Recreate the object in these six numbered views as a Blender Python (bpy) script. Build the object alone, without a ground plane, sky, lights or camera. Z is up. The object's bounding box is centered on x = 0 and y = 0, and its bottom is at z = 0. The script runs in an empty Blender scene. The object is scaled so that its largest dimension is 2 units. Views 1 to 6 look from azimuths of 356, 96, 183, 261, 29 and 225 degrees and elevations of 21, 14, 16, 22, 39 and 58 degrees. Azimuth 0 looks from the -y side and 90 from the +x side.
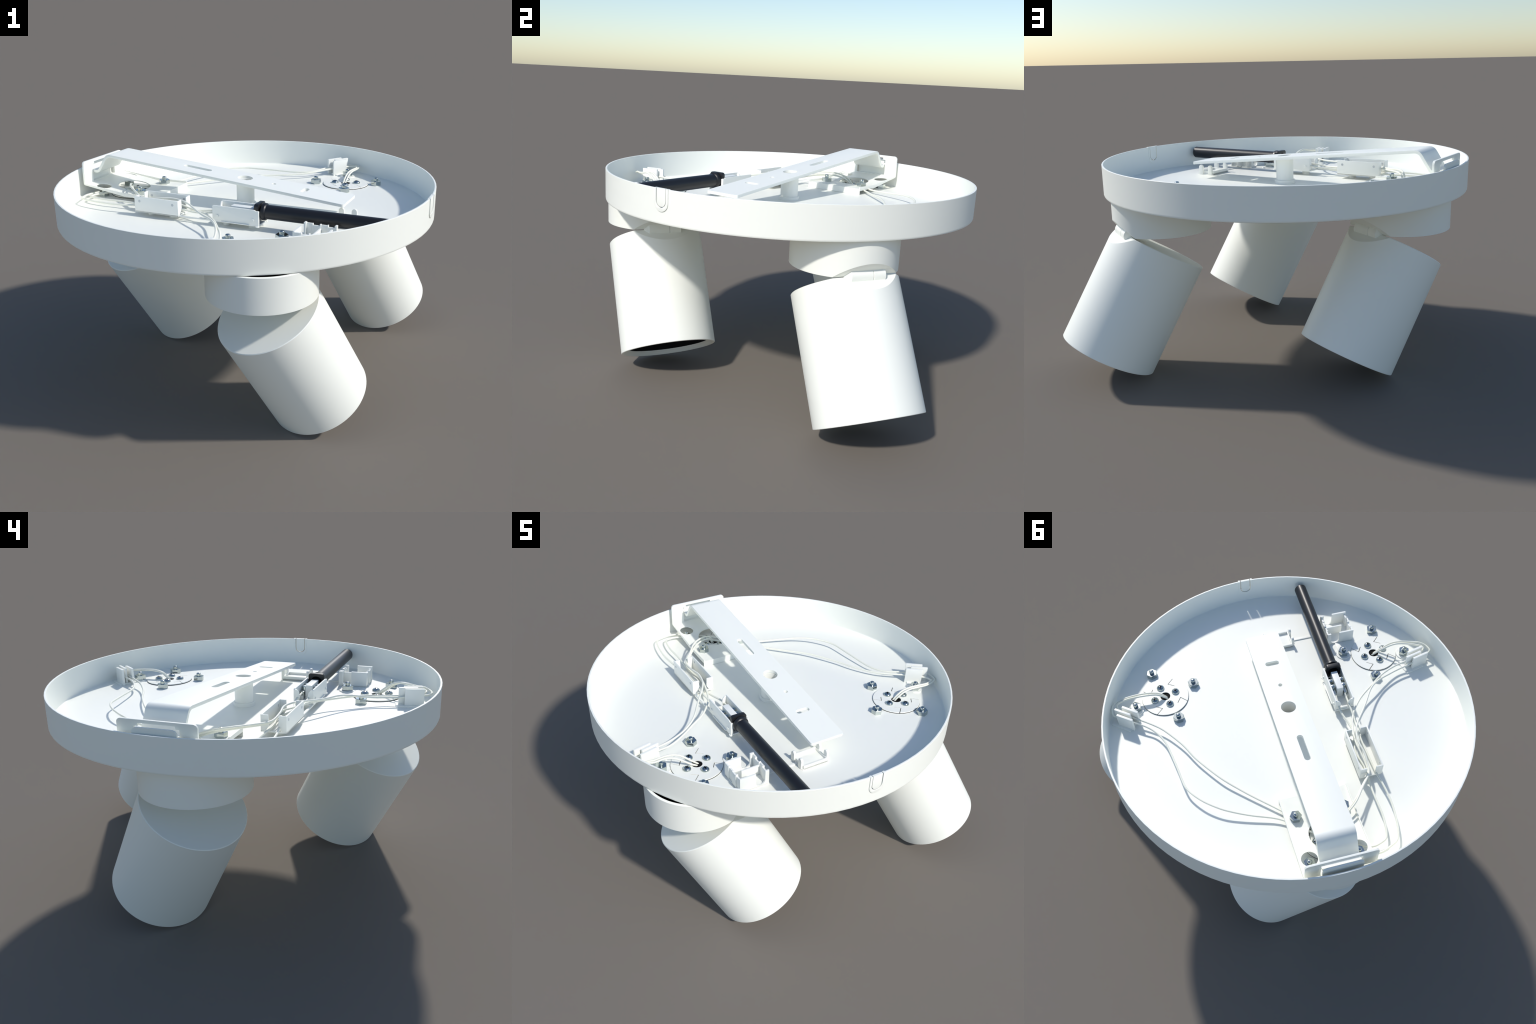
"""Ceiling spotlight lying upside down: round sheet-metal tray holding three tilted
cylinder lamps, with mounting bar, bracket, wiring and terminal parts inside."""
import bpy, bmesh, math
from math import sin, cos, pi, radians, sqrt, hypot
from mathutils import Vector, Matrix

# ------------------------------------------------------------------ main sizes
CX, CY = -0.0795, 0.011          # tray centre
TRAY_R = 0.9205
Z_RIM, Z_FLOOR, Z_UNDER = 1.0235, 0.881, 0.874
SHEET = 0.0085
MOUNT_R = 0.6667                 # distance of the three lamp mounts from the centre
MOUNT_ANGLES = (-90.0, 30.0, 150.0)
LEANS = (radians(29.8), radians(29.8), radians(33.6))   # compass direction each lamp leans to
BASE_CENTRES = ((-0.0660, -0.6935), (0.5125, 0.3108), (-0.6438, 0.3003))
TILT = radians(30.0)
LAMP_R, LAMP_L = 0.2378, 0.5800
Z_BASE = 0.7155
HINGE_X, HINGE_Z, HINGE_GAP = 0.182, 0.714, 0.003
BAR_ANGLE = radians(-30.0)       # direction of the mounting bar (local u axis)

# ------------------------------------------------------------------ materials
def material(name, color, rough=0.5, metal=0.0, coat=0.0, grain=0.0, spec=0.5):
    m = bpy.data.materials.new(name)
    m.use_nodes = True
    nt = m.node_tree
    b = nt.nodes["Principled BSDF"]
    b.inputs["Roughness"].default_value = rough
    b.inputs["Metallic"].default_value = metal
    b.inputs["Coat Weight"].default_value = coat
    b.inputs["Specular IOR Level"].default_value = spec
    tc = nt.nodes.new("ShaderNodeTexCoord")
    n = nt.nodes.new("ShaderNodeTexNoise")
    n.inputs["Scale"].default_value = 60.0
    n.inputs["Detail"].default_value = 3.0
    nt.links.new(tc.outputs["Object"], n.inputs["Vector"])
    r = nt.nodes.new("ShaderNodeValToRGB")
    lo = [c * (1.0 - grain) for c in color]
    hi = [min(1.0, c * (1.0 + grain)) for c in color]
    r.color_ramp.elements[0].color = (*lo, 1)
    r.color_ramp.elements[1].color = (*hi, 1)
    nt.links.new(n.outputs["Fac"], r.inputs["Fac"])
    nt.links.new(r.outputs["Color"], b.inputs["Base Color"])
    return m

WHITE = material("white_powder_coat", (0.97, 0.975, 0.90), 0.45, grain=0.004)
PLASTIC = material("white_plastic", (0.97, 0.975, 0.91), 0.40, grain=0.004)
WIRE = material("cream_wire_sheath", (0.92, 0.92, 0.80), 0.45, grain=0.01)
STEEL = material("zinc_steel", (0.50, 0.545, 0.53), 0.14, metal=1.0, grain=0.03)
BLACK = material("black_rubber", (0.012, 0.012, 0.014), 0.38, grain=0.1)
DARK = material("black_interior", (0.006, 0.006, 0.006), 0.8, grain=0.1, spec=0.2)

# ------------------------------------------------------------------ helpers
COLL = bpy.context.scene.collection

def finish(me, angle=35.0, smooth=True):
    me.update()
    if smooth:
        me.shade_smooth()
        me.set_sharp_from_angle(angle=radians(angle))

def link(name, me, parent, matrix=None):
    ob = bpy.data.objects.new(name, me)
    COLL.objects.link(ob)
    ob.parent = parent
    if matrix is not None:
        ob.matrix_local = matrix
    return ob

def mesh_from_bm(name, bm, mats, angle=35.0, smooth=True, recalc=True):
    if recalc:
        bmesh.ops.recalc_face_normals(bm, faces=bm.faces[:])
    me = bpy.data.meshes.new(name)
    bm.to_mesh(me)
    bm.free()
    for m in (mats if isinstance(mats, (list, tuple)) else [mats]):
        me.materials.append(m)
    finish(me, angle, smooth)
    return me

def revolve(bm, profile, segs=96, mat=0, closed=False, mats=None):
    """Turn an (r, z) profile round the z axis. r = 0 ends become poles."""
    rings = []
    for r, z in profile:
        if r < 1e-6:
            rings.append([bm.verts.new((0, 0, z))])
        else:
            rings.append([bm.verts.new((r * cos(2 * pi * i / segs), r * sin(2 * pi * i / segs), z))
                          for i in range(segs)])
    pairs = list(zip(rings[:-1], rings[1:]))
    if closed:
        pairs.append((rings[-1], rings[0]))
    for k, (a, b) in enumerate(pairs):
        mi = mats[k] if mats else mat
        for i in range(segs):
            j = (i + 1) % segs
            if len(a) == 1 and len(b) == 1:
                continue
            if len(a) == 1:
                f = bm.faces.new((a[0], b[i], b[j]))
            elif len(b) == 1:
                f = bm.faces.new((a[i], b[0], a[j]))
            else:
                f = bm.faces.new((a[i], b[i], b[j], a[j]))
            f.material_index = mi

def box(bm, x0, x1, y0, y1, z0, z1, mat=0, bevel=0.0):
    vs = [bm.verts.new((x, y, z)) for x in (x0, x1) for y in (y0, y1) for z in (z0, z1)]
    fs = []
    for q in ((0, 1, 3, 2), (4, 6, 7, 5), (0, 4, 5, 1), (2, 3, 7, 6), (0, 2, 6, 4), (1, 5, 7, 3)):
        f = bm.faces.new([vs[i] for i in q])
        f.material_index = mat
        fs.append(f)
    bmesh.ops.recalc_face_normals(bm, faces=fs)
    if bevel > 0:
        es = list({e for f in fs for e in f.edges})
        bmesh.ops.bevel(bm, geom=es, offset=bevel, segments=2, affect='EDGES', profile=0.6)

def prism(bm, outline, axis, a, b, mat=0, bevel=0.0):
    """Extrude a 2D outline along 'x', 'y' or 'z' from a to b."""
    def pt(p, t):
        if axis == 'x':
            return (t, p[0], p[1])
        if axis == 'y':
            return (p[0], t, p[1])
        return (p[0], p[1], t)
    lo = [bm.verts.new(pt(p, a)) for p in outline]
    hi = [bm.verts.new(pt(p, b)) for p in outline]
    n = len(outline)
    fs = [bm.faces.new(lo), bm.faces.new(hi[::-1])]
    for i in range(n):
        j = (i + 1) % n
        fs.append(bm.faces.new((lo[i], hi[i], hi[j], lo[j])))
    for f in fs:
        f.material_index = mat
    bmesh.ops.recalc_face_normals(bm, faces=fs)
    if bevel > 0:
        caps = list(fs[0].edges) + list(fs[1].edges)
        bmesh.ops.bevel(bm, geom=caps, offset=bevel, segments=2, affect='EDGES', profile=0.6)

def cylinder(bm, p, axis, r, length, segs=24, mat=0):
    """Solid cylinder starting at p along axis."""
    n = Vector(axis).normalized()
    q = n.to_track_quat('Z', 'Y').to_matrix()
    p = Vector(p)
    lo, hi = [], []
    for i in range(segs):
        d = q @ Vector((r * cos(2 * pi * i / segs), r * sin(2 * pi * i / segs), 0))
        lo.append(bm.verts.new(p + d))
        hi.append(bm.verts.new(p + d + n * length))
    fs = [bm.faces.new(lo[::-1]), bm.faces.new(hi)]
    for i in range(segs):
        j = (i + 1) % segs
        fs.append(bm.faces.new((lo[i], lo[j], hi[j], hi[i])))
    for f in fs:
        f.material_index = mat

def boolean(me, cutter_bm, cutter_mats=(), name="cut"):
    """Subtract cutter from mesh, return a new mesh."""
    bmesh.ops.recalc_face_normals(cutter_bm, faces=cutter_bm.faces[:])
    cm = bpy.data.meshes.new("cutter")
    cutter_bm.to_mesh(cm)
    cutter_bm.free()
    for m in cutter_mats or me.materials:
        cm.materials.append(m)
    a = bpy.data.objects.new("boolean_target", me)
    b = bpy.data.objects.new("boolean_cutter", cm)
    COLL.objects.link(a)
    COLL.objects.link(b)
    md = a.modifiers.new("b", 'BOOLEAN')
    md.operation = 'DIFFERENCE'
    md.solver = 'EXACT'
    md.object = b
    if cutter_mats:
        md.material_mode = 'TRANSFER'
    bpy.context.view_layer.update()
    dg = bpy.context.evaluated_depsgraph_get()
    out = bpy.data.meshes.new_from_object(a.evaluated_get(dg))
    bpy.data.objects.remove(a)
    bpy.data.objects.remove(b)
    bpy.data.meshes.remove(cm)
    finish(out)
    return out

def rounded_rect(x0, x1, y0, y1, r, n=5):
    pts = []
    for cx, cy, a0 in ((x1 - r, y1 - r, 0), (x0 + r, y1 - r, 90), (x0 + r, y0 + r, 180), (x1 - r, y0 + r, 270)):
        for i in range(n + 1):
            a = radians(a0 + 90 * i / n)
            pts.append((cx + r * cos(a), cy + r * sin(a)))
    return pts

def bent_sheet(centre, thick):
    """Closed outline of a sheet of given thickness along a 2D centre line."""
    left, right = [], []
    n = len(centre)
    for i, p in enumerate(centre):
        a = Vector(centre[max(i - 1, 0)])
        b = Vector(centre[min(i + 1, n - 1)])
        p = Vector(p)
        t = (b - a).normalized()
        if 0 < i < n - 1:
            t0 = (p - a).normalized()
            k = 1.0 / max(0.4, t0.dot(t))
        else:
            k = 1.0
        nrm = Vector((-t.y, t.x)) * thick * 0.5 * k
        left.append(tuple(p + nrm))
        right.append(tuple(p - nrm))
    return left + right[::-1]

def fillet(points, r, n=6):
    """Round the inner corners of a polyline."""
    out = [tuple(points[0])]
    for a, p, b in zip(points[:-2], points[1:-1], points[2:]):
        a, p, b = Vector(a), Vector(p), Vector(b)
        d0, d1 = (a - p), (b - p)
        k = min(r, d0.length * 0.49, d1.length * 0.49)
        s, e = p + d0.normalized() * k, p + d1.normalized() * k
        for i in range(n + 1):
            t = i / n
            out.append(tuple(s * (1 - t) ** 2 + p * 2 * t * (1 - t) + e * t * t))
    out.append(tuple(points[-1]))
    return out

ROT_BAR = Matrix.Rotation(BAR_ANGLE, 4, 'Z')
M_BAR = Matrix.Translation((CX, CY, 0)) @ ROT_BAR      # (u, v, z) -> world
U = Vector((cos(BAR_ANGLE), sin(BAR_ANGLE), 0))
V = Vector((-sin(BAR_ANGLE), cos(BAR_ANGLE), 0))
MOUNTS = [Vector((CX + MOUNT_R * cos(radians(a)), CY + MOUNT_R * sin(radians(a)), 0)) for a in MOUNT_ANGLES]

# ------------------------------------------------------------------ the thing
root = bpy.data.objects.new("ceiling_spotlight", None)
COLL.objects.link(root)
root.location = (0, 0, 0)
root["label"] = "white round ceiling light upside down with three tilted cylinder spotlights"
root["category"] = "ceiling lamp"

# ---- tray ----------------------------------------------------------------
bm = bmesh.new()
Ro, Ri = TRAY_R, TRAY_R - SHEET
rb = 0.006
prof = [(0, Z_UNDER), (Ro - rb - 0.004, Z_UNDER), (Ro - rb, Z_UNDER), (Ro - 0.3 * rb, Z_UNDER + 0.3 * rb), (Ro, Z_UNDER + rb), (Ro, Z_UNDER + rb + 0.004),
        (Ro, Z_RIM - 0.001), (Ro - 0.001, Z_RIM), (Ri + 0.001, Z_RIM), (Ri, Z_RIM - 0.001),
        (Ri, Z_FLOOR + rb + 0.004), (Ri, Z_FLOOR + rb), (Ri - 0.3 * rb, Z_FLOOR + 0.3 * rb), (Ri - rb, Z_FLOOR), (Ri - rb - 0.004, Z_FLOOR), (0, Z_FLOOR)]
revolve(bm, prof, 96)
for v in bm.verts:
    v.co = ROT_BAR @ v.co
me = mesh_from_bm("tray", bm, WHITE, 40)

# U-shaped slit of the wall clip, cut right through the wall opposite the bracket
def u_shape(half, zb, ztop, n=14):
    c = zb + half
    return [(half, ztop)] + [(half * cos(-pi * i / n), c + half * sin(-pi * i / n)) for i in range(n + 1)] + [(-half, ztop)]

cut = bmesh.new()
outer, inner = u_shape(0.0288, 0.9447, 1.05), u_shape(0.0250, 0.9485, 1.05)
prism(cut, outer + inner[::-1], 'x', 0.86, 0.97)
for v in cut.verts:
    v.co = ROT_BAR @ v.co
me = boolean(me, cut)
tray = link("tray", me, root, Matrix.Translation((CX, CY, 0)))

bm = bmesh.new()
o, i_ = u_shape(0.0395, 0.928, Z_RIM + 0.002), u_shape(0.0288, 0.9447, Z_RIM + 0.002)
prism(bm, o + i_[::-1], 'x', Ri - 0.0035, Ro + 0.0035, bevel=0.001)
prism(bm, u_shape(0.0250, 0.9485, Z_RIM + 0.002), 'x', Ri - 0.002, Ro + 0.002, bevel=0.001)
link("wall_clip", mesh_from_bm("wall_clip", bm, WHITE), root, M_BAR)

# round cap under the middle of the tray
bm = bmesh.new()
revolve(bm, [(0, 0.831), (0.088, 0.831), (0.0915, 0.8325), (0.093, 0.836), (0.093, Z_UNDER + 0.001), (0, Z_UNDER + 0.001)], 64)
link("centre_cap", mesh_from_bm("centre_cap", bm, WHITE), root, M_BAR)

# ---- lamps ----------------------------------------------------------------
def chamfer_cut(bm, z0, z1):
    """Plane cut from the chord x = HINGE_X at z0 to the wall at z1; fills the cut."""
    dx, dz = LAMP_R - HINGE_X, z1 - z0
    n = Vector((abs(dz), 0, dx if dz < 0 else -dx)).normalized()
    geom = bm.verts[:] + bm.edges[:] + bm.faces[:]
    bmesh.ops.bisect_plane(bm, geom=geom, plane_co=(HINGE_X, 0, z0), plane_no=n, clear_outer=True, dist=1e-6)
    es = [e for e in bm.edges if e.is_boundary]
    bmesh.ops.holes_fill(bm, edges=es, sides=0)

# lamp body: origin at the top centre, axis down -z
bm = bmesh.new()
b = 0.003
prof = [(0, 0), (LAMP_R - b, 0), (LAMP_R, -b), (LAMP_R, -LAMP_L + 0.002), (LAMP_R - 0.002, -LAMP_L),
        (LAMP_R - 0.010, -LAMP_L), (0.205, -LAMP_L + 0.020), (0.205, -LAMP_L + 0.200), (0, -LAMP_L + 0.200)]
revolve(bm, prof, 96)
chamfer_cut(bm, 0.0, -0.070)
lamp_mesh = mesh_from_bm("lamp_cylinder", bm, WHITE, 30)

bm = bmesh.new()
z = -LAMP_L + 0.026
prof = [(0.2048, z - 0.004), (0.2025, z - 0.004), (0.196, z + 0.09), (0.150, z + 0.14), (0, z + 0.155)]
revolve(bm, prof, 64)
baffle_mesh = mesh_from_bm("baffle", bm, DARK, 30)

# lamp base: cup hanging under the tray, origin on the mount axis
bm = bmesh.new()
W = 0.0125
prof = [(0, Z_BASE), (LAMP_R - 0.001, Z_BASE), (LAMP_R, Z_BASE + 0.001), (LAMP_R, Z_UNDER - 0.0025),
        (LAMP_R - 0.0015, Z_UNDER - 0.001), (LAMP_R - W, Z_UNDER - 0.001), (LAMP_R - W, 0.79), (0, 0.79)]
revolve(bm, prof, 96, mats=[0, 0, 0, 0, 0, 1, 1])
chamfer_cut(bm, Z_BASE, Z_BASE + 0.062)
base_mesh = mesh_from_bm("lamp_base", bm, [WHITE, DARK], 30)

# hinge barrel with conical ends, two knuckles, along y
def barrel(y0, y1, cone0, cone1, r=0.0350):
    m = bmesh.new()
    prof = [(0.004, y0 - cone0), (r - 0.001, y0), (r, y0 + 0.001), (r, y1 - 0.001), (r - 0.001, y1), (0.004, y1 + cone1)]
    prof = [(0, prof[0][1])] + prof + [(0, prof[-1][1])]
    revolve(m, prof, 32)
    for v in m.verts:
        v.co = Vector((v.co.x, v.co.z, v.co.y))
    return mesh_from_bm("hinge_knuckle", m, WHITE, 30)

knuckle_a = barrel(-0.080, 0.0240, 0.020, 0.0)
knuckle_b = barrel(0.0260, 0.083, 0.0, 0.008)

for (bx, by), lean in zip(BASE_CENTRES, LEANS):
    m_base = Matrix.Translation((bx, by, 0)) @ Matrix.Rotation(lean, 4, 'Z')
    base = link("lamp_base", base_mesh, root, m_base)
    hinge = Matrix.Translation((HINGE_X, 0, HINGE_Z))
    link("hinge_knuckle", knuckle_b, base, hinge)
    # swing the lamp about the hinge so that its open end moves to +x
    m_lamp = m_base @ hinge @ Matrix.Rotation(-TILT, 4, 'Y') @ Matrix.Translation((-HINGE_X, 0, -HINGE_GAP))
    lamp = link("lamp_cylinder", lamp_mesh, root, m_lamp)
    link("baffle", baffle_mesh, lamp)
    link("hinge_knuckle", knuckle_a, lamp, Matrix.Translation((HINGE_X, 0, HINGE_GAP)))

# ---- mount plates with slits and pan-head screws ----------------------------
PLATE_TOP = 0.8875
bm = bmesh.new()
revolve(bm, [(0, 0.8835), (0.121, 0.8835), (0.122, 0.884), (0.122, PLATE_TOP - 0.0008), (0.1212, PLATE_TOP), (0, PLATE_TOP)], 80)
me = mesh_from_bm("mount_plate", bm, WHITE)
cut = bmesh.new()
cylinder(cut, (0, 0, 0.87), (0, 0, 1), 0.0260, 0.04, 32)
me = boolean(me, cut)
def polar(r, deg):
    return Vector((r * cos(radians(deg)), r * sin(radians(deg))))
for k in range(4):
    for p, q in ((polar(0.13, 90 * k), polar(0.081, 90 * k + 10)), (polar(0.081, 90 * k + 10.5), polar(0.081, 90 * k - 16))):
        t = (q - p).normalized()
        n = Vector((-t.y, t.x)) * 0.0018
        e = t * 0.001
        cut = bmesh.new()
        prism(cut, [tuple(p - n - e), tuple(q - n + e), tuple(q + n + e), tuple(p + n - e)], 'z', 0.87, 0.90)
        me = boolean(me, cut)
plate_mesh = me

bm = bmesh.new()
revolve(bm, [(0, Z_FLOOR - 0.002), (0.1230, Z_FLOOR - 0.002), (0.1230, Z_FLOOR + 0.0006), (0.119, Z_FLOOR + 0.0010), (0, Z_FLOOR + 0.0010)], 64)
gap_mesh = mesh_from_bm("plate_dark_disc", bm, DARK)  # black disc under the plate, seen as a thin dark outline round its edge and through the slits

bm = bmesh.new()
hr, hh = 0.0200, 0.0150
prof = [(0, -0.002), (hr - 0.001, -0.002), (hr, 0.0), (hr, 0.003)]
prof += [(hr * cos(radians(a)) * 0.98, 0.003 + (hh - 0.003) * sin(radians(a))) for a in (15, 30, 45, 58, 70, 80)]
prof += [(0, hh)]
revolve(bm, prof, 32)
me = mesh_from_bm("screw", bm, [STEEL, DARK], 40)
cut = bmesh.new()
box(cut, -0.0105, 0.0105, -0.0024, 0.0024, 0.006, 0.03, mat=0)
me = boolean(me, cut, [DARK])
cut = bmesh.new()
box(cut, -0.0024, 0.0024, -0.0105, 0.0105, 0.006, 0.03, mat=0)
me = boolean(me, cut, [DARK])
screw_mesh = me

for c, lean in zip(MOUNTS, LEANS):
    m = Matrix.Translation((c.x, c.y, 0)) @ Matrix.Rotation(lean, 4, 'Z')
    plate = link("mount_plate", plate_mesh, root, m)
    link("plate_dark_disc", gap_mesh, plate)
    for k in range(4):
        p = polar(0.059, 45 + 90 * k)
        link("screw", screw_mesh, plate, Matrix.Translation((p.x, p.y, PLATE_TOP)) @ Matrix.Rotation(0.35 + 1.1 * k, 4, 'Z'))

# ---- hexagon nuts with bolt ends ---------------------------------------------
bm = bmesh.new()
R6, H6 = 0.0288, 0.0245
hexa = [(R6 * cos(pi / 3 * k), R6 * sin(pi / 3 * k)) for k in range(6)]
prism(bm, hexa, 'z', 0.0, H6)
tops = [f for f in bm.faces if f.normal.z > 0.9 and f.calc_center_median().z > H6 * 0.9]
bmesh.ops.bevel(bm, geom=list({e for f in tops for e in f.edges}), offset=0.0012, segments=1, affect='EDGES')
nut_mesh = mesh_from_bm("hex_nut", bm, STEEL, 20)
bm = bmesh.new()
revolve(bm, [(0, 0.0), (0.0118, 0.0), (0.0118, 0.036), (0.0112, 0.0385), (0.0095, 0.0403), (0.006, 0.0416), (0, 0.0422)], 20)
bolt_mesh = mesh_from_bm("bolt_end", bm, STEEL, 45)
bm = bmesh.new()
revolve(bm, [(0, -0.001), (0.0405, -0.001), (0.0415, 0.0), (0.0415, 0.004), (0.0405, 0.0052), (0, 0.0052)], 48)
washer_mesh = mesh_from_bm("washer", bm, PLASTIC, 40)

Z_BRACKET = 0.9105
for mi, (c, a) in enumerate(zip(MOUNTS, MOUNT_ANGLES)):
    for k in range(4):
        ang = a + 45 + 90 * k
        p = c + Vector((0.1645 * cos(radians(ang)), 0.1645 * sin(radians(ang)), 0))
        zb = Z_FLOOR
        if mi == 2 and (p - Vector((CX, CY, 0))).length < 0.6667:
            zb = Z_BRACKET
        has_washer = (mi == 0 and k in (1, 3)) or (mi == 1 and k == 0)
        m = Matrix.Translation((p.x, p.y, zb + (0.0052 if has_washer else 0))) @ Matrix.Rotation(radians(17 + 37 * k + 11 * mi), 4, 'Z')
        nut = link("hex_nut", nut_mesh, root, m)
        link("bolt_end", bolt_mesh, nut)
        if has_washer:
            link("washer", washer_mesh, nut, Matrix.Translation((0, 0, -0.0052)))

# ---- mounting bar (local u, v, z) ----------------------------------------------
def bar_top(u):
    return 1.0225 - 0.0978 * u
TH = 0.0145
line = [(0.541, bar_top(0.541) - TH / 2), (-0.766, bar_top(-0.766) - TH / 2 + 0.002), (-0.829, 0.998), (-0.872, 1.006)]
line = fillet(line, 0.024, 8)
bm = bmesh.new()
prism(bm, bent_sheet(line, TH), 'y', -0.091, 0.091, bevel=0.0015)
me = mesh_from_bm("mounting_bar", bm, WHITE, 30)
cut = bmesh.new()
cylinder(cut, (0.0, 0.0, 0.9), (0, 0, 1), 0.0375, 0.2, 40)
cylinder(cut, (0.156, 0.0, 0.9), (0, 0, 1), 0.0105, 0.2, 20)
prism(cut, rounded_rect(-0.347, -0.189, -0.0155, 0.0155, 0.0154), 'z', 0.98, 1.15)
prism(cut, rounded_rect(0.303, 0.332, -0.0365, 0.0365, 0.0142), 'z', 0.9, 1.05)
me = boolean(me, cut)
# rounded free corners of the bar
cut = bmesh.new()
for s in (-1, 1):
    r = 0.012
    cu, cv = 0.541 - r, s * (0.091 - r)
    arc = [(cu + r * sin(radians(t)), cv + s * r * cos(radians(t))) for t in range(0, 91, 15)]
    prism(cut, arc + [(0.56, cv), (0.56, s * 0.11), (cu, s * 0.11)], 'z', 0.9, 1.05)
me = boolean(me, cut)
link("mounting_bar", me, root, M_BAR)

# centre post (hollow) with foot ring
bm = bmesh.new()
zt = 1.0055
revolve(bm, [(0.0375, Z_FLOOR), (0.0525, Z_FLOOR - 0.001), (0.0525, 0.8975), (0.0505, 0.8995), (0.0445, 0.8995), (0.0445, zt), (0.0375, zt)], 48, closed=True)
link("centre_post", mesh_from_bm("centre_post", bm, PLASTIC, 35), root, M_BAR)

# ---- bracket -------------------------------------------------------------------
TB, LIP = 0.005, 0.0125
RISE = (-0.611, -0.864, 0.9475)            # the plate climbs from this u to this u, to this z
sheet = [(-0.438 - TB / 2, Z_FLOOR + 0.001), (-0.438 - TB / 2, Z_BRACKET - TB / 2), (RISE[0], Z_BRACKET - TB / 2), (RISE[1], RISE[2] - TB / 2)]
bm = bmesh.new()
prism(bm, bent_sheet(sheet, TB), 'y', -0.1685, 0.1685)
for s in (-1, 1):                            # raised lips along both sides
    lip = [(-0.4385, Z_BRACKET - TB - 0.001), (-0.4385, Z_BRACKET + LIP), (RISE[0], Z_BRACKET + LIP), (RISE[1], RISE[2] + 0.002), (RISE[1], RISE[2] - TB - 0.001), (RISE[0], Z_BRACKET - TB - 0.001)]
    prism(bm, lip, 'y', s * 0.1640, s * 0.1690, bevel=0.0006)
prism(bm, rounded_rect(-0.1688, 0.1688, RISE[2] - TB, 1.0655, 0.004), 'x', -0.8705, -0.8605, bevel=0.001)
me = mesh_from_bm("bracket", bm, WHITE, 25)
cut = bmesh.new()
cylinder(cut, (-0.6667, 0, 0.89), (0, 0, 1), 0.085, 0.08, 48)
for s in (-1, 1):
    cylinder(cut, (-0.778, s * 0.117, 0.89), (0, 0, 1), 0.0385, 0.08, 32)
    r = 0.018                                    # rounded upper corners of the upright
    cv, cz = s * (0.169 - r), 1.0655 - r
    arc = [(cv + s * r * cos(radians(t)), cz + r * sin(radians(t))) for t in range(0, 91, 15)]
    prism(cut, arc + [(cv, 1.09), (s * 0.19, 1.09), (s * 0.19, cz)], 'x', -0.9, -0.83)
prism(cut, [(-0.095, 0.9495), (0.095, 0.9495), (0.095, 1.040), (0.079, 1.040), (0.079, 1.052), (-0.079, 1.052), (-0.079, 1.040), (-0.095, 1.040)], 'x', -0.9, -0.83)
me = boolean(me, cut)
bracket = link("bracket", me, root, M_BAR)
# tongue lanced outward from the upright
bm = bmesh.new()
tl = fillet([(-0.862, 0.9445), (-0.889, 0.9445), (-0.889, 1.043)], 0.012, 5)
prism(bm, bent_sheet(tl, 0.0095), 'y', -0.094, 0.094, bevel=0.001)
me = mesh_from_bm("bracket_tongue", bm, WHITE, 25)
cut = bmesh.new()
for s in (-1, 1):
    r = 0.016
    cv, cz = s * (0.094 - r), 1.041 - r
    arc = [(cv + s * r * cos(radians(t)), cz + r * sin(radians(t))) for t in range(0, 91, 15)]
    prism(cut, arc + [(cv, 1.06), (s * 0.11, 1.06), (s * 0.11, cz)], 'x', -0.92, -0.87)
link("bracket_tongue", boolean(me, cut), bracket)

# ---- black cable sleeve with square collar (axis along u) -------------------------
SV, SZ = -0.301, 0.9625
M_SLEEVE = M_BAR @ Matrix.Translation((0, SV, SZ)) @ Matrix.Rotation(pi / 2, 4, 'Y')
bm = bmesh.new()
r = 0.0328
revolve(bm, [(0, 0.236), (0.038, 0.236), (0.0395, 0.238), (0.0395, 0.249), (0.038, 0.252), (r, 0.256), (r, 0.832), (r - 0.004, 0.837), (0.024, 0.838), (0.024, 0.80), (0, 0.80)], 48)
sleeve = link("cable_sleeve", mesh_from_bm("cable_sleeve", bm, BLACK, 35), root, M_SLEEVE)
bm = bmesh.new()
prism(bm, rounded_rect(-0.040, 0.040, -0.040, 0.040, 0.013), 'z', 0.207, 0.228, bevel=0.002)
cylinder(bm, (0, 0, 0.2255), (0, 0, 1), 0.031, 0.012, 32)
me = mesh_from_bm("sleeve_collar", bm, [BLACK, DARK], 30)
cut = bmesh.new()
cylinder(cut, (0, 0, 0.19), (0, 0, 1), 0.027, 0.032, 32)
link("sleeve_collar", boolean(me, cut, [DARK]), sleeve)

# ---- terminal box -----------------------------------------------------------------
def place(name, bm, mats, parent=root, matrix=M_BAR, angle=30):
    return link(name, mesh_from_bm(name, bm, mats, angle), parent, matrix)

ZB, ZT = 0.903, 0.9785
bm = bmesh.new()
t = 0.007
u0, u1, v0, v1 = 0.0, 0.2315, -0.3485, -0.2505
box(bm, u0 - 0.004, u1, v0, v1, ZB, ZB + 0.006, bevel=0.001)
side = [(u0, ZB + 0.004), (u1, ZB + 0.004), (u1, ZT - 0.004), (u1 - 0.016, ZT - 0.004), (u1 - 0.016, ZT), (u0 + 0.004, ZT), (u0, ZT - 0.004)]
prism(bm, side, 'y', v0, v0 + t, bevel=0.001)
prism(bm, side, 'y', v1 - t, v1, bevel=0.001)
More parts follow.
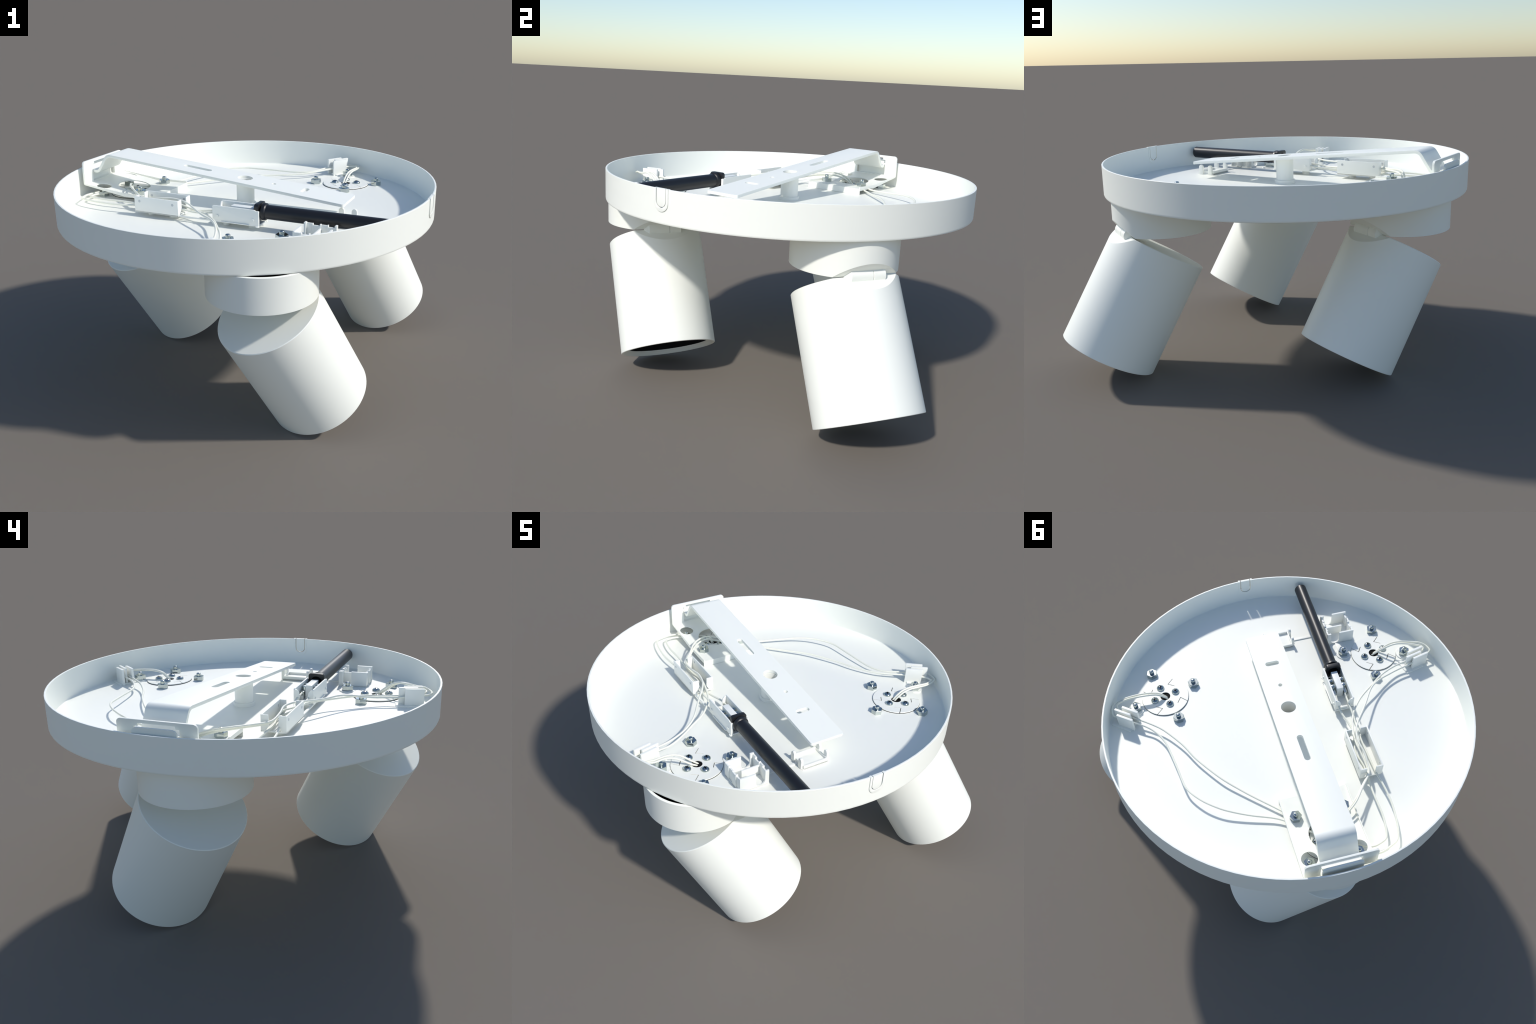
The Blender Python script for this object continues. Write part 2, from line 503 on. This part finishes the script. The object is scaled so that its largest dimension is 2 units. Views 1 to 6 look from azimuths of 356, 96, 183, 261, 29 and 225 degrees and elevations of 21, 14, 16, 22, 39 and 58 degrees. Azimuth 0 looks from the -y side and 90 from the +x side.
# ears at the wire end, rounded inward
for s, va in ((1, v0), (-1, v1)):
    ear = [(va + s * 0.001, ZB + 0.004), (va + s * 0.016, ZB + 0.006), (va + s * 0.027, ZB + 0.022), (va + s * 0.030, ZB + 0.040),
           (va + s * 0.026, ZB + 0.058), (va + s * 0.017, ZT - 0.006), (va + s * 0.001, ZT - 0.002)]
    prism(bm, ear, 'x', u0 + 0.001, u0 + 0.007, bevel=0.001)
    # corner posts at the sleeve end
    box(bm, u1 - 0.014, u1 + 0.001, va + s * 0.001, va + s * 0.013, ZB, ZT - 0.006, bevel=0.0015)
    cylinder(bm, (u1 - 0.006, va + s * 0.004, ZB - 0.003), (0, 0, 1), 0.0095, 0.006, 16)
    # ledge and pins on the outside
    box(bm, u0 + 0.045, u1 - 0.045, va - s * 0.006, va + s * 0.001, ZB + 0.002, ZB + 0.006, bevel=0.001)
    for pu in (0.026, 0.205):
        cylinder(bm, (pu, va, ZB + 0.028), (0, -s, 0), 0.007, 0.005, 16)
box(bm, u0 + 0.001, u0 + 0.010, -0.318, -0.281, ZB + 0.004, ZB + 0.017, bevel=0.001)
for fu in (0.05, 0.18):
    cylinder(bm, (fu, -0.30, Z_FLOOR - 0.001), (0, 0, 1), 0.02, ZB - Z_FLOOR + 0.003, 24)
tbox = place("terminal_box", bm, PLASTIC)

bm = bmesh.new()
box(bm, 0.080, 0.194, -0.3165, -0.2835, ZB + 0.005, ZT - 0.002, bevel=0.0015)
for s in (-1, 1):
    c = -0.2995 + s * 0.034
    box(bm, 0.062, 0.196, c - 0.010, c + 0.010, ZB + 0.005, ZB + 0.026, bevel=0.001)
link("terminal_block", mesh_from_bm("terminal_block", bm, PLASTIC, 30), tbox)
bm = bmesh.new()
revolve(bm, [(0, 0), (0.0125, 0), (0.0125, 0.032), (0.0115, 0.0345), (0.007, 0.0365), (0, 0.037)], 20)
tscrew = mesh_from_bm("terminal_screw", bm, STEEL, 35)
bm = bmesh.new()
box(bm, 0, 0.112, -0.0085, 0.0085, 0, 0.018, bevel=0.0015)
cylinder(bm, (-0.004, 0, 0.010), (1, 0, 0), 0.008, 0.02, 16)
tclamp = mesh_from_bm("terminal_clamp", bm, STEEL, 30)
for s in (-1, 1):
    c = -0.2995 + s * 0.0285
    link("terminal_clamp", tclamp, tbox, Matrix.Translation((0.070, c, ZB + 0.027)))
    for uu in (0.112, 0.150):
        link("terminal_screw", tscrew, tbox, Matrix.Translation((uu, c, ZB + 0.0275)))

# ---- wire box ------------------------------------------------------------------
bm = bmesh.new()
u0, u1, v0, v1 = -0.4205, -0.179, -0.356, -0.241
t = 0.0065
box(bm, u0, u1, v0, v1, ZB - 0.0005, ZB + 0.006, bevel=0.001)
for va, vb in ((v0, v0 + t), (v1 - t, v1)):
    box(bm, u0, u1, va, vb, ZB, ZT, bevel=0.001)
for ua, ub in ((u0 + 0.0005, u0 + t), (u1 - t, u1 - 0.0005)):
    for s, va in ((1, v0 + 0.0005), (-1, v1 - 0.0005)):
        prism(bm, [(va, ZB + 0.001), (va + s * 0.020, ZB + 0.001), (va + s * 0.036, ZT - 0.046), (va + s * 0.034, ZT - 0.001), (va, ZT - 0.001)], 'x', ua, ub, bevel=0.0008)
for fu in (-0.36, -0.24):
    cylinder(bm, (fu, -0.30, Z_FLOOR - 0.001), (0, 0, 1), 0.02, ZB - Z_FLOOR + 0.003, 24)
me = mesh_from_bm("wire_box", bm, PLASTIC, 30)
bm = bmesh.new()
for uu in (u0 + 0.028, u1 - 0.030):
    for va, s in ((v0, 1), (v1, -1)):
        cylinder(bm, (uu, va - s * 0.0006, 0.957), (0, s, 0), 0.0065, t + 0.0012, 16)
wbox = link("wire_box", me, root, M_BAR)
link("pin_hole", mesh_from_bm("pin_hole", bm, material("grey_recess", (0.62, 0.64, 0.64), 0.6), 30), wbox)

# connecting rail between the two boxes
bm = bmesh.new()
box(bm, -0.185, 0.0, -0.349, -0.337, ZB - 0.001, ZB + 0.006, bevel=0.001)
place("connecting_rail", bm, PLASTIC)

# ---- clamp box next to the sleeve ----------------------------------------------------
bm = bmesh.new()
u0, u1, v0, v1 = 0.457, 0.6055, -0.4975, -0.350
zt, t = 0.9595, 0.009
box(bm, u0, u1, v0, v1, Z_FLOOR - 0.001, Z_FLOOR + 0.006)
def notched(va, vb, c, half, z0, z1):
    """End wall outline with a round-bottomed slot from the top."""
    zc = z0 + half
    arc = [(c + half * cos(a), zc + half * sin(a)) for a in [-pi * i / 10 for i in range(11)]]
    return [(va, z0 - 0.004), (vb, z0 - 0.004), (vb, z1), (c + half, z1)] + arc + [(c - half, z1), (va, z1)]
for ua, ub in ((u0, u0 + t), (u1 - t, u1)):
    prism(bm, notched(v0 + 0.0005, v1 - 0.0005, -0.394, 0.0235, Z_FLOOR + 0.006, zt), 'x', ua, ub, bevel=0.001)
# long walls: jogged in and out between ribs, with stepped tops
for s, va in ((1, v0), (-1, v1)):
    steps = [(u0 + 0.006, 0.000, 0.030, zt - 0.004), (u0 + 0.036, 0.0045, 0.038, zt - 0.010), (u0 + 0.072, 0.000, 0.034, zt - 0.006), (u0 + 0.104, 0.0045, 0.040, zt - 0.011)]
    for ua, jog, ln, z1 in steps:
        a, b_ = va + s * jog, va + s * (jog + 0.008)
        box(bm, ua, ua + ln, min(a, b_), max(a, b_), Z_FLOOR, z1, bevel=0.001)
    for ua in (u0 + 0.034, u0 + 0.070, u0 + 0.103):
        a, b_ = va + s * 0.001, va + s * 0.013
        box(bm, ua, ua + 0.005, min(a, b_), max(a, b_), Z_FLOOR, zt - 0.003, bevel=0.001)
# middle partition, free at the lamp side
prism(bm, [(v1 - 0.006, Z_FLOOR), (-0.452, Z_FLOOR), (-0.452, 0.939), (v1 - 0.006, 0.939)], 'x', 0.526, 0.534, bevel=0.001)
# lug running to the neighbouring nut
box(bm, 0.388, u0 + 0.002, -0.436, -0.395, Z_FLOOR - 0.001, Z_FLOOR + 0.0045, bevel=0.001)
place("clamp_box", bm, PLASTIC)

# ---- small snap tray under the free end of the bar ---------------------------------------
bm = bmesh.new()
u0, u1, v0, v1 = 0.494, 0.5985, -0.163, -0.030
box(bm, u0, u1, v0 - 0.006, v1 + 0.006, Z_FLOOR - 0.001, Z_FLOOR + 0.005, bevel=0.001)
box(bm, u0, u1, v0, v1, Z_FLOOR, Z_FLOOR + 0.010, bevel=0.001)
box(bm, u0, u0 + 0.008, v0, v1, Z_FLOOR, 0.9035, bevel=0.001)
box(bm, u1 - 0.008, u1, v0, v1, Z_FLOOR, 0.9035, bevel=0.001)
for va in (v0, v1 - 0.007):
    box(bm, u0 + 0.001, u1 - 0.001, va + 0.0003, va + 0.0067, Z_FLOOR, 0.9025, bevel=0.001)
for uc in (0.513, 0.576):
    tab = [(uc - 0.0130, Z_FLOOR), (uc + 0.0130, Z_FLOOR)] + [(uc + 0.0130 * cos(radians(a)), 0.9215 + 0.0140 * sin(radians(a))) for a in range(0, 181, 20)]
    for va, vb in ((v0 - 0.0095, v0 + 0.0025), (v1 - 0.0025, v1 + 0.0095)):
        prism(bm, tab, 'y', va, vb, bevel=0.0012)
place("snap_tray", bm, PLASTIC)
bm = bmesh.new()
box(bm, 0.534, 0.547, -0.351, -0.169, Z_FLOOR - 0.001, Z_FLOOR + 0.005, bevel=0.001)
place("floor_rib", bm, PLASTIC)

# ---- wire clips: three staggered plates on a foot -------------------------------------
def clip_mesh(shifts, gaps, L=0.089):
    m = bmesh.new()
    th = 0.0125
    box(m, -0.058, 0.052, gaps[0] - 0.020, gaps[-1] + 0.020, Z_FLOOR - 0.001, Z_FLOOR + 0.006, bevel=0.001)
    for sh, g in zip(shifts, gaps):
        box(m, sh - L / 2, sh + L / 2, g - th / 2, g + th / 2, Z_FLOOR, 0.966, bevel=0.0015)
    return mesh_from_bm("wire_clip", m, PLASTIC, 30)

# clip beside the first mount: plate ends read as centre, direction
def clip(pairs):
    (a0, b0) = pairs[1]
    mid = (Vector(a0) + Vector(b0)) / 2
    d = (Vector(b0) - Vector(a0)).normalized()
    n = Vector((-d.y, d.x))
    shifts, gaps = [], []
    for a, b_ in pairs:
        c = (Vector(a) + Vector(b_)) / 2 - mid
        shifts.append(c.dot(d))
        gaps.append(c.dot(n))
    order = sorted(range(3), key=lambda i: gaps[i])
    me = clip_mesh([shifts[i] for i in order], [gaps[i] for i in order])
    ang = math.atan2(d.y, d.x)
    link("wire_clip", me, root, Matrix.Translation((mid.x, mid.y, 0)) @ Matrix.Rotation(ang, 4, 'Z'))

clip([((-0.2472, -0.730), (-0.2721, -0.8158)), ((-0.2635, -0.6987), (-0.2900, -0.7865)), ((-0.2938, -0.7194), (-0.3205, -0.8053))])
clip([((0.4458, 0.5916), (0.5251, 0.6241)), ((0.4803, 0.5767), (0.5615, 0.610)), ((0.4652, 0.5403), (0.5474, 0.5756))])

# ---- wires ----------------------------------------------------------------------------
WIRES = [
    # second mount -> clip -> under the bracket -> loop -> wire box -> terminals
    [(0.491, 0.338, 0.876), (0.497, 0.346, 0.890), (0.508, 0.359, 0.906), (0.522, 0.379, 0.922), (0.551, 0.422, 0.932), (0.584, 0.471, 0.929), (0.609, 0.523, 0.925),
     (0.619, 0.581, 0.925), (0.597, 0.611, 0.92), (0.563, 0.626, 0.92), (0.546, 0.617, 0.92), (0.455, 0.577, 0.92), (0.414, 0.558, 0.92),
     (0.352, 0.537, 0.912), (0.271, 0.538, 0.909), (0.207, 0.558, 0.910), (0.134, 0.586, 0.914), (0.081, 0.607, 0.916), (0.025, 0.631, 0.917), (-0.033, 0.648, 0.920),
     (-0.123, 0.639, 0.923), (-0.189, 0.618, 0.922), (-0.247, 0.590, 0.918), (-0.346, 0.521, 0.908), (-0.464, 0.428, 0.902), (-0.685, 0.361, 0.9), (-0.832, 0.307, 0.9), (-0.892, 0.244, 0.905), (-0.907, 0.178, 0.91),
     (-0.908, 0.135, 0.915), (-0.846, 0.07, 0.918), (-0.751, 0.003, 0.92), (-0.662, -0.039, 0.922), (-0.607, -0.059, 0.925), (-0.539, -0.092, 0.93),
     (-0.447, -0.14, 0.93), (-0.401, -0.168, 0.93), (-0.331, -0.216, 0.925), (-0.29, -0.242, 0.93), (-0.221, -0.279, 0.94), (-0.182, -0.301, 0.942)],
    [(0.480, 0.341, 0.876), (0.486, 0.350, 0.890), (0.498, 0.367, 0.909), (0.512, 0.387, 0.925), (0.536, 0.425, 0.932), (0.573, 0.48, 0.930), (0.597, 0.52, 0.926),
     (0.607, 0.566, 0.925), (0.599, 0.576, 0.92), (0.572, 0.584, 0.92), (0.485, 0.562, 0.92), (0.445, 0.544, 0.919), (0.344, 0.505, 0.914),
     (0.272, 0.494, 0.910), (0.180, 0.489, 0.909), (0.105, 0.496, 0.907), (0.040, 0.496, 0.908), (-0.097, 0.486, 0.909), (-0.185, 0.467, 0.905), (-0.269, 0.446, 0.902), (-0.423, 0.402, 0.901),
     (-0.651, 0.341, 0.898), (-0.789, 0.282, 0.9), (-0.849, 0.242, 0.905), (-0.865, 0.195, 0.91), (-0.864, 0.161, 0.914), (-0.777, 0.09, 0.917),
     (-0.708, 0.054, 0.918), (-0.622, 0.003, 0.916), (-0.579, -0.028, 0.918), (-0.524, -0.055, 0.92), (-0.463, -0.075, 0.92), (-0.414, -0.116, 0.92),
     (-0.374, -0.16, 0.92), (-0.342, -0.175, 0.92), (-0.288, -0.193, 0.925), (-0.237, -0.208, 0.93), (-0.176, -0.247, 0.94), (-0.146, -0.265, 0.942)],
    # first mount -> clip -> wire box -> over the bracket -> third mount
    [(-0.074, -0.655, 0.874), (-0.080, -0.664, 0.884), (-0.090, -0.682, 0.898), (-0.107, -0.702, 0.917), (-0.122, -0.722, 0.938), (-0.147, -0.748, 0.955), (-0.173, -0.775, 0.957), (-0.201, -0.811, 0.948),
     (-0.232, -0.836, 0.95), (-0.265, -0.855, 0.94), (-0.297, -0.852, 0.938), (-0.309, -0.844, 0.935), (-0.307, -0.831, 0.93), (-0.288, -0.707, 0.923),
     (-0.273, -0.663, 0.921), (-0.260, -0.615, 0.921), (-0.252, -0.571, 0.923), (-0.245, -0.517, 0.930), (-0.248, -0.456, 0.940), (-0.264, -0.403, 0.946), (-0.293, -0.346, 0.946), (-0.323, -0.283, 0.950),
     (-0.351, -0.214, 0.957), (-0.371, -0.178, 0.961), (-0.390, -0.152, 0.964), (-0.444, -0.109, 0.967), (-0.506, -0.085, 0.962), (-0.557, -0.051, 0.952),
     (-0.587, -0.026, 0.95), (-0.603, 0.006, 0.951), (-0.628, 0.077, 0.955), (-0.659, 0.156, 0.962), (-0.665, 0.257, 0.953), (-0.66, 0.318, 0.925), (-0.655, 0.341, 0.878)],
    [(-0.078, -0.640, 0.874), (-0.085, -0.650, 0.886), (-0.100, -0.669, 0.906), (-0.118, -0.687, 0.927), (-0.139, -0.710, 0.949), (-0.162, -0.739, 0.960), (-0.187, -0.769, 0.957), (-0.209, -0.796, 0.949),
     (-0.231, -0.816, 0.945), (-0.258, -0.838, 0.938), (-0.275, -0.833, 0.935), (-0.277, -0.817, 0.93), (-0.262, -0.715, 0.925), (-0.237, -0.643, 0.920),
     (-0.229, -0.545, 0.928), (-0.238, -0.462, 0.929), (-0.249, -0.359, 0.926), (-0.275, -0.282, 0.929), (-0.303, -0.228, 0.928), (-0.354, -0.171, 0.932),
     (-0.395, -0.135, 0.939), (-0.436, -0.105, 0.947), (-0.475, -0.086, 0.948), (-0.537, -0.055, 0.945), (-0.577, -0.03, 0.943), (-0.598, 0.005, 0.944), (-0.615, 0.057, 0.946),
     (-0.643, 0.134, 0.95), (-0.657, 0.229, 0.945), (-0.655, 0.309, 0.92), (-0.656, 0.332, 0.878)],
]

def tube_along(points, r, sub=5, segs=10):
    pts = [Vector(p) for p in points]
    path = []
    for i in range(len(pts) - 1):                       # Catmull-Rom, chord-limited tangents
        p0, p1, p2, p3 = pts[max(i - 1, 0)], pts[i], pts[i + 1], pts[min(i + 2, len(pts) - 1)]
        d = (p2 - p1).length
        m1 = (p2 - p0).normalized() * d
        m2 = (p3 - p1).normalized() * d
        for k in range(sub):
            t = k / sub
            h = (2 * t**3 - 3 * t**2 + 1, t**3 - 2 * t**2 + t, -2 * t**3 + 3 * t**2, t**3 - t**2)
            path.append(p1 * h[0] + m1 * h[1] + p2 * h[2] + m2 * h[3])
    path.append(pts[-1])
    for _ in range(3):                                   # relax small kinks
        path = [path[0]] + [(path[i - 1] + path[i] * 2 + path[i + 1]) / 4 for i in range(1, len(path) - 1)] + [path[-1]]
    m = bmesh.new()
    rings = []
    t = (path[1] - path[0]).normalized()
    n = t.orthogonal().normalized()
    for i, p in enumerate(path):
        t = (path[min(i + 1, len(path) - 1)] - path[max(i - 1, 0)]).normalized()
        n = (n - t * n.dot(t)).normalized()
        bn = t.cross(n)
        rings.append([m.verts.new(p + r * (n * cos(2 * pi * k / segs) + bn * sin(2 * pi * k / segs))) for k in range(segs)])
    for a, b_ in zip(rings[:-1], rings[1:]):
        for k in range(segs):
            j = (k + 1) % segs
            m.faces.new((a[k], a[j], b_[j], b_[k]))
    m.faces.new(rings[0][::-1])
    m.faces.new(rings[-1])
    return mesh_from_bm("wire", m, WIRE, 60)

for w in WIRES:
    link("wire", tube_along(w, 0.0049), root)
